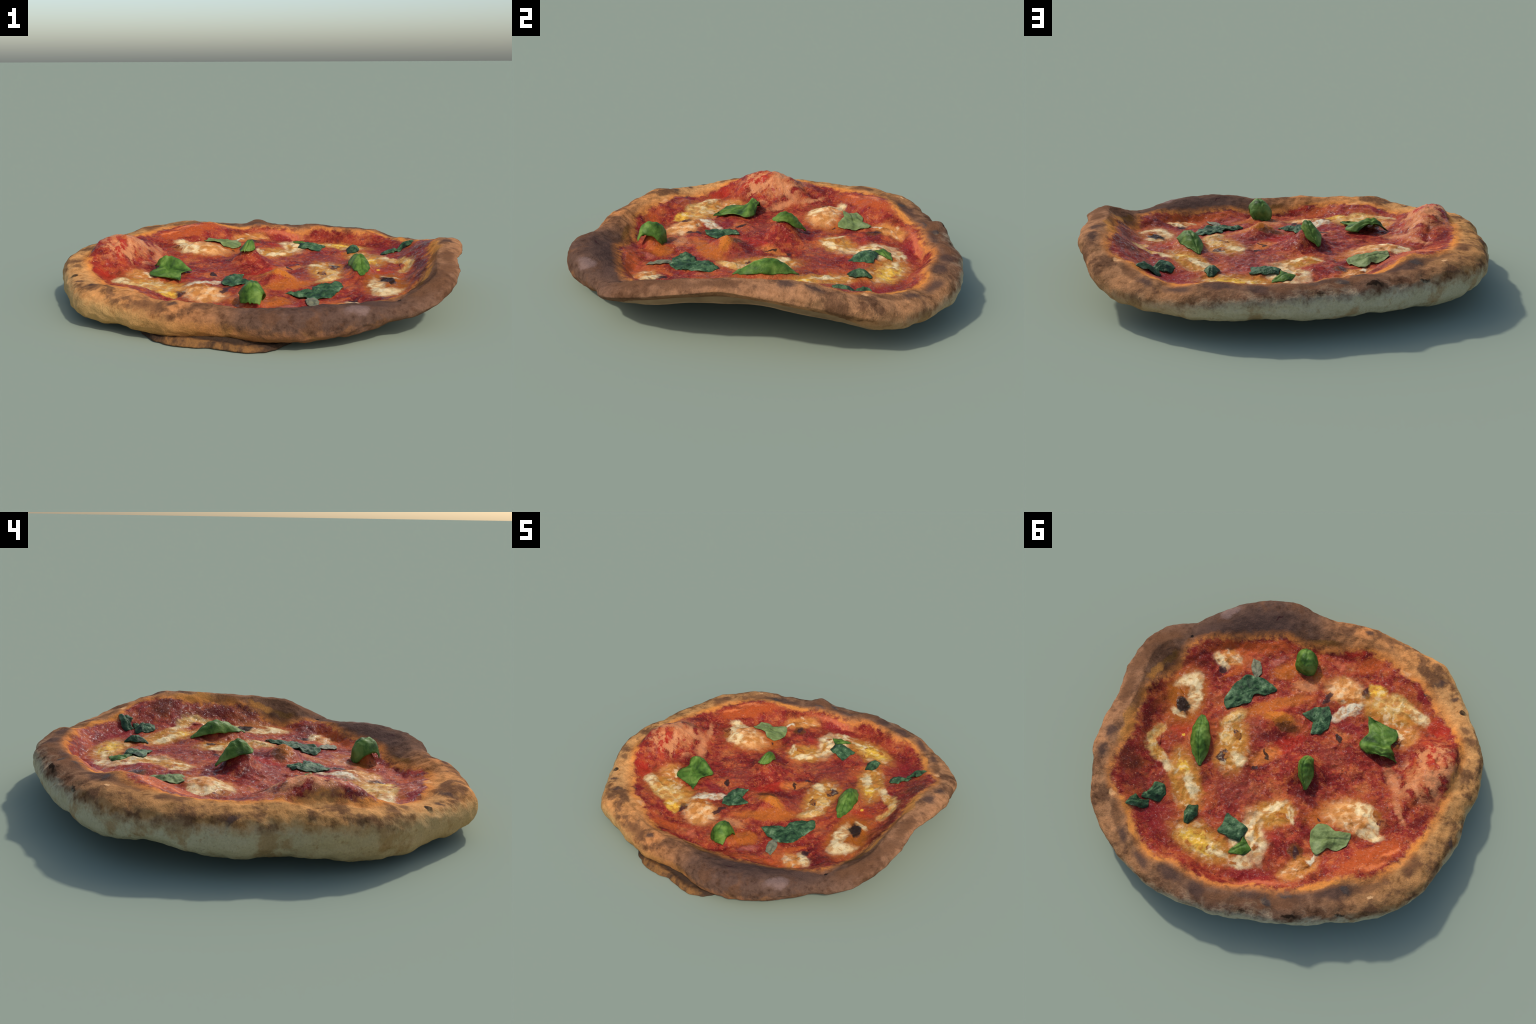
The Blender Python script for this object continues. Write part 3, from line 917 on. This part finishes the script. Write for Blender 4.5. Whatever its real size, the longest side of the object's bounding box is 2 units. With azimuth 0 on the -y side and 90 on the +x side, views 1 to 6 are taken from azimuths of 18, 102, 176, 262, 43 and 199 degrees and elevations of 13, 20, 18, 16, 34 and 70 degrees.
def thick_sheet(name, S, thick, mat):
    """Grid of points -> closed sheet with real thickness."""
    nu, nv = S.shape[:2]
    du, dv = np.gradient(S, axis=0), np.gradient(S, axis=1)
    N = np.cross(du, dv)
    N /= np.linalg.norm(N, axis=-1, keepdims=True) + 1e-9
    if N[..., 2].mean() < 0:
        N = -N
    uu, vv = np.linspace(-1, 1, nu)[:, None], np.linspace(-1, 1, nv)[None]
    body = np.clip((1 - uu ** 8) * (1 - vv ** 8), 0, 1) ** .5
    A = S
    Bk = S - N * (thick * (.35 + .65 * body))[..., None]
    v = np.concatenate([A.reshape(-1, 3), Bk.reshape(-1, 3)])
    o = nu * nv
    i = lambda a, b: a * nv + b
    f = []
    for a_ in range(nu - 1):
        for b_ in range(nv - 1):
            f.append((i(a_, b_), i(a_, b_ + 1), i(a_ + 1, b_ + 1), i(a_ + 1, b_)))
            f.append((o + i(a_, b_), o + i(a_ + 1, b_), o + i(a_ + 1, b_ + 1), o + i(a_, b_ + 1)))
    rim_ = [i(a_, 0) for a_ in range(nu)] + [i(nu - 1, b_) for b_ in range(1, nv)] + [i(a_, nv - 1) for a_ in range(nu - 2, -1, -1)] + [i(0, b_) for b_ in range(nv - 2, 0, -1)]
    for p, q in zip(rim_, rim_[1:] + rim_[:1]):
        f.append((p, q, o + q, o + p))
    ob = add_mesh(name, v, f, mat)
    import bmesh
    bm = bmesh.new()
    bm.from_mesh(ob.data)
    bmesh.ops.recalc_face_normals(bm, faces=bm.faces)
    bm.to_mesh(ob.data)
    bm.free()
    return ob


def curled_leaf(rows, mat, seed, thick=.006, clear=.004, nu=56, nv=29):
    q = spline_rows(rows, nu)
    v = np.linspace(-1, 1, nv)[None, :, None]
    L, M, Rr = q[:, None, 0], q[:, None, 1], q[:, None, 2]
    S = L * (v * (v - 1) / 2) + M * (1 - v * v) + Rr * (v * (v + 1) / 2)
    vv, uu = np.linspace(-1, 1, nv)[None], np.linspace(0, 1, nu)[:, None]
    S[..., 2] += -.006 * np.exp(-(vv / .10) ** 2) + .0026 * np.sin((uu * 6 + np.abs(vv) * 1.3) * 2 * np.pi) * (1 - np.abs(vv)) + .006 * np.abs(vv) ** 3 * perlin(uu * 3 + 0 * vv, vv * 2 + 0 * uu, 0, 1.7, seed)
    S[..., 2] += .008 * fbm(S[..., 0], S[..., 1], S[..., 2], 20, 2, seed)
    wob = .006 * perlin(S[..., 0], S[..., 1], S[..., 2], 30, seed + 1) * np.abs(vv) ** 3
    S[..., 0] += wob
    S[..., 1] += wob
    S[..., 2] = np.maximum(S[..., 2], top_height(S[..., 0], S[..., 1]) + clear)
    return thick_sheet("basil_leaf", S, thick, mat)


LONG = [[(.542, -.054, .140), (.532, -.058, .142), (.520, -.060, .140)], [(.550, .015, .163), (.510, .005, .192), (.472, -.008, .165)],
        [(.536, .095, .168), (.488, .080, .224), (.436, .062, .172)], [(.500, .160, .163), (.462, .150, .207), (.416, .130, .168)], [(.446, .216, .148), (.438, .219, .148), (.430, .216, .148)]]
ROLL = [[(.178, -.624, .122), (.136, -.640, .134), (.088, -.626, .120)], [(.184, -.598, .162), (.132, -.610, .206), (.074, -.606, .156)],
        [(.182, -.550, .156), (.120, -.550, .213), (.054, -.558, .148)], [(.166, -.518, .126), (.112, -.510, .176), (.060, -.522, .122)], [(.150, -.510, .102), (.110, -.501, .108), (.074, -.512, .102)]]
TENT = [[(-.070, -.008, .222), (-.095, -.018, .226), (-.122, -.010, .216)], [(-.056, .028, .226), (-.086, .034, .272), (-.140, .034, .214)],
        [(-.066, .070, .218), (-.092, .080, .262), (-.152, .075, .208)], [(-.084, .106, .196), (-.110, .116, .216), (-.150, .112, .194)], [(-.126, .142, .174), (-.134, .150, .175), (-.142, .146, .174)]]
SHEET = [[(-.306, -.384, .140), (-.322, -.376, .144), (-.346, -.366, .146)], [(-.322, -.330, .148), (-.392, -.328, .152), (-.470, -.352, .152)], [(-.338, -.285, .154), (-.405, -.288, .164), (-.492, -.300, .158)],
         [(-.318, -.238, .156), (-.425, -.240, .172), (-.474, -.252, .168)], [(-.312, -.200, .150), (-.440, -.206, .214), (-.505, -.214, .166)], [(-.352, -.176, .152), (-.440, -.182, .206), (-.520, -.192, .158)], [(-.372, -.168, .148), (-.442, -.168, .196), (-.536, -.176, .150)]]
curled_leaf(LONG, MAT_BRIGHT, 61)
curled_leaf(ROLL, MAT_BRIGHT, 62, thick=.005, clear=.003)
curled_leaf(TENT, MAT_BRIGHT, 63)
curled_leaf(SHEET, MAT_BRIGHT, 64)


def flat_leaf(outline, mat, seed, dome=.012, crumple=.0, tilt=(0, 0), name="basil_leaf", thick=.006):
    """Leaf lying on the topping: outline of control points, domed, creased and crumpled."""
    p = np.array(outline, float)
    n = 96
    t = np.linspace(0, len(p), n, endpoint=False)
    j = t.astype(int)
    u = (t - j)[:, None]
    k = len(p)
    b, c = p[j % k], p[(j + 1) % k]
    o = b * (1 - u) + c * u
    for _ in range(3):
        o = (np.roll(o, 1, 0) + 2 * o + np.roll(o, -1, 0)) / 4
    cen = o.mean(0)
    o = cen + (o - cen) * 1.05
    o = o + .007 * np.stack([perlin(o[:, 0], o[:, 1], 0, 30, seed), perlin(o[:, 0], o[:, 1], 0, 30, seed + 3)], -1)
    axis = np.linalg.svd(o - cen)[2][0]
    m = 26
    up, lo = [], []
    for i in range(1, m + 1):
        s = i / m
        x, y = (cen + (o - cen) * s).T
        across = -(x - cen[0]) * axis[1] + (y - cen[1]) * axis[0]
        along = (x - cen[0]) * axis[0] + (y - cen[1]) * axis[1]
        fold = np.abs(fbm(x, y, 0, 15, 3, seed))
        z = top_height(x, y) + .007 + dome * (1 - s * s) + crumple * (fold * 1.6 - .35) + tilt[0] * across + tilt[1] * along
        z = z - .003 * np.exp(-(across / .006) ** 2) + .0012 * np.sin((along * 55 + np.abs(across) * 60))
        z = np.maximum(z, top_height(x, y) + .003 - .003 * s ** 8)
        up.append(np.stack([x, y, z], -1))
    for i in range(m, 0, -3):
        q = up[i - 1].copy()
        q[:, 2] -= thick * (.4 + .6 * (1 - (i / m) ** 6))
        lo.append(q)
    rows = up + lo
    K = len(rows)
    v = np.concatenate([[[*cen, up[0][:, 2].mean()]]] + rows + [[[*cen, up[0][:, 2].mean() - thick]]])
    f = [(0, 1 + q, 1 + (q + 1) % n) for q in range(n)]
    for i in range(K - 1):
        a_, b_ = 1 + i * n, 1 + (i + 1) * n
        f += [(a_ + q, b_ + q, b_ + (q + 1) % n, a_ + (q + 1) % n) for q in range(n)]
    e, a_ = len(v) - 1, 1 + (K - 1) * n
    f += [(e, a_ + (q + 1) % n, a_ + q) for q in range(n)]
    ob = add_mesh(name, v, f, mat)
    area = np.sum(o[:, 0] * np.roll(o[:, 1], -1) - np.roll(o[:, 0], -1) * o[:, 1])
    if area < 0:
        ob.data.flip_normals()
    return ob


flat_leaf([(.407, -.385), (.303, -.397), (.217, -.358), (.274, -.304), (.327, -.29), (.327, -.236), (.427, -.147), (.462, -.195), (.447, -.311)], MAT_DARK, 71, .006, .016)
flat_leaf([(.41, -.497), (.371, -.493), (.334, -.428), (.356, -.38), (.407, -.442)], MAT_TEAL, 72, .004, .004)
flat_leaf([(.036, -.266), (-.024, -.332), (-.086, -.362), (-.12, -.303), (-.123, -.238), (-.102, -.195), (-.045, -.175), (-.037, -.245)], MAT_DARK, 73, .014, .010)
flat_leaf([(-.24, .349), (-.268, .296), (-.319, .287), (-.348, .311), (-.432, .294), (-.443, .322), (-.431, .37), (-.396, .405), (-.35, .4), (-.315, .46), (-.271, .423)], MAT_PALE, 74, .010, .008)
flat_leaf([(.198, .409), (.067, .446), (.077, .498), (.08, .533), (.207, .518), (.195, .456)], MAT_DARK, 75, .010, .006, (0, .05))
flat_leaf([(.074, .497), (.009, .548), (.032, .586), (.112, .599), (.104, .576), (.074, .531)], MAT_BRIGHT, 76, .010, .004)
flat_leaf([(.398, .44), (.354, .425), (.337, .475), (.362, .534), (.39, .529), (.406, .487)], MAT_DARK, 77, .020, .004)
flat_leaf([(.614, .396), (.563, .386), (.534, .425), (.552, .479), (.604, .485), (.641, .493), (.639, .466), (.612, .433)], MAT_DARK, 78, .014, .010)
flat_leaf([(.667, .494), (.64, .511), (.602, .491), (.596, .523), (.617, .55), (.66, .557), (.693, .563), (.688, .523)], MAT_DARK, 79, .020, .012)
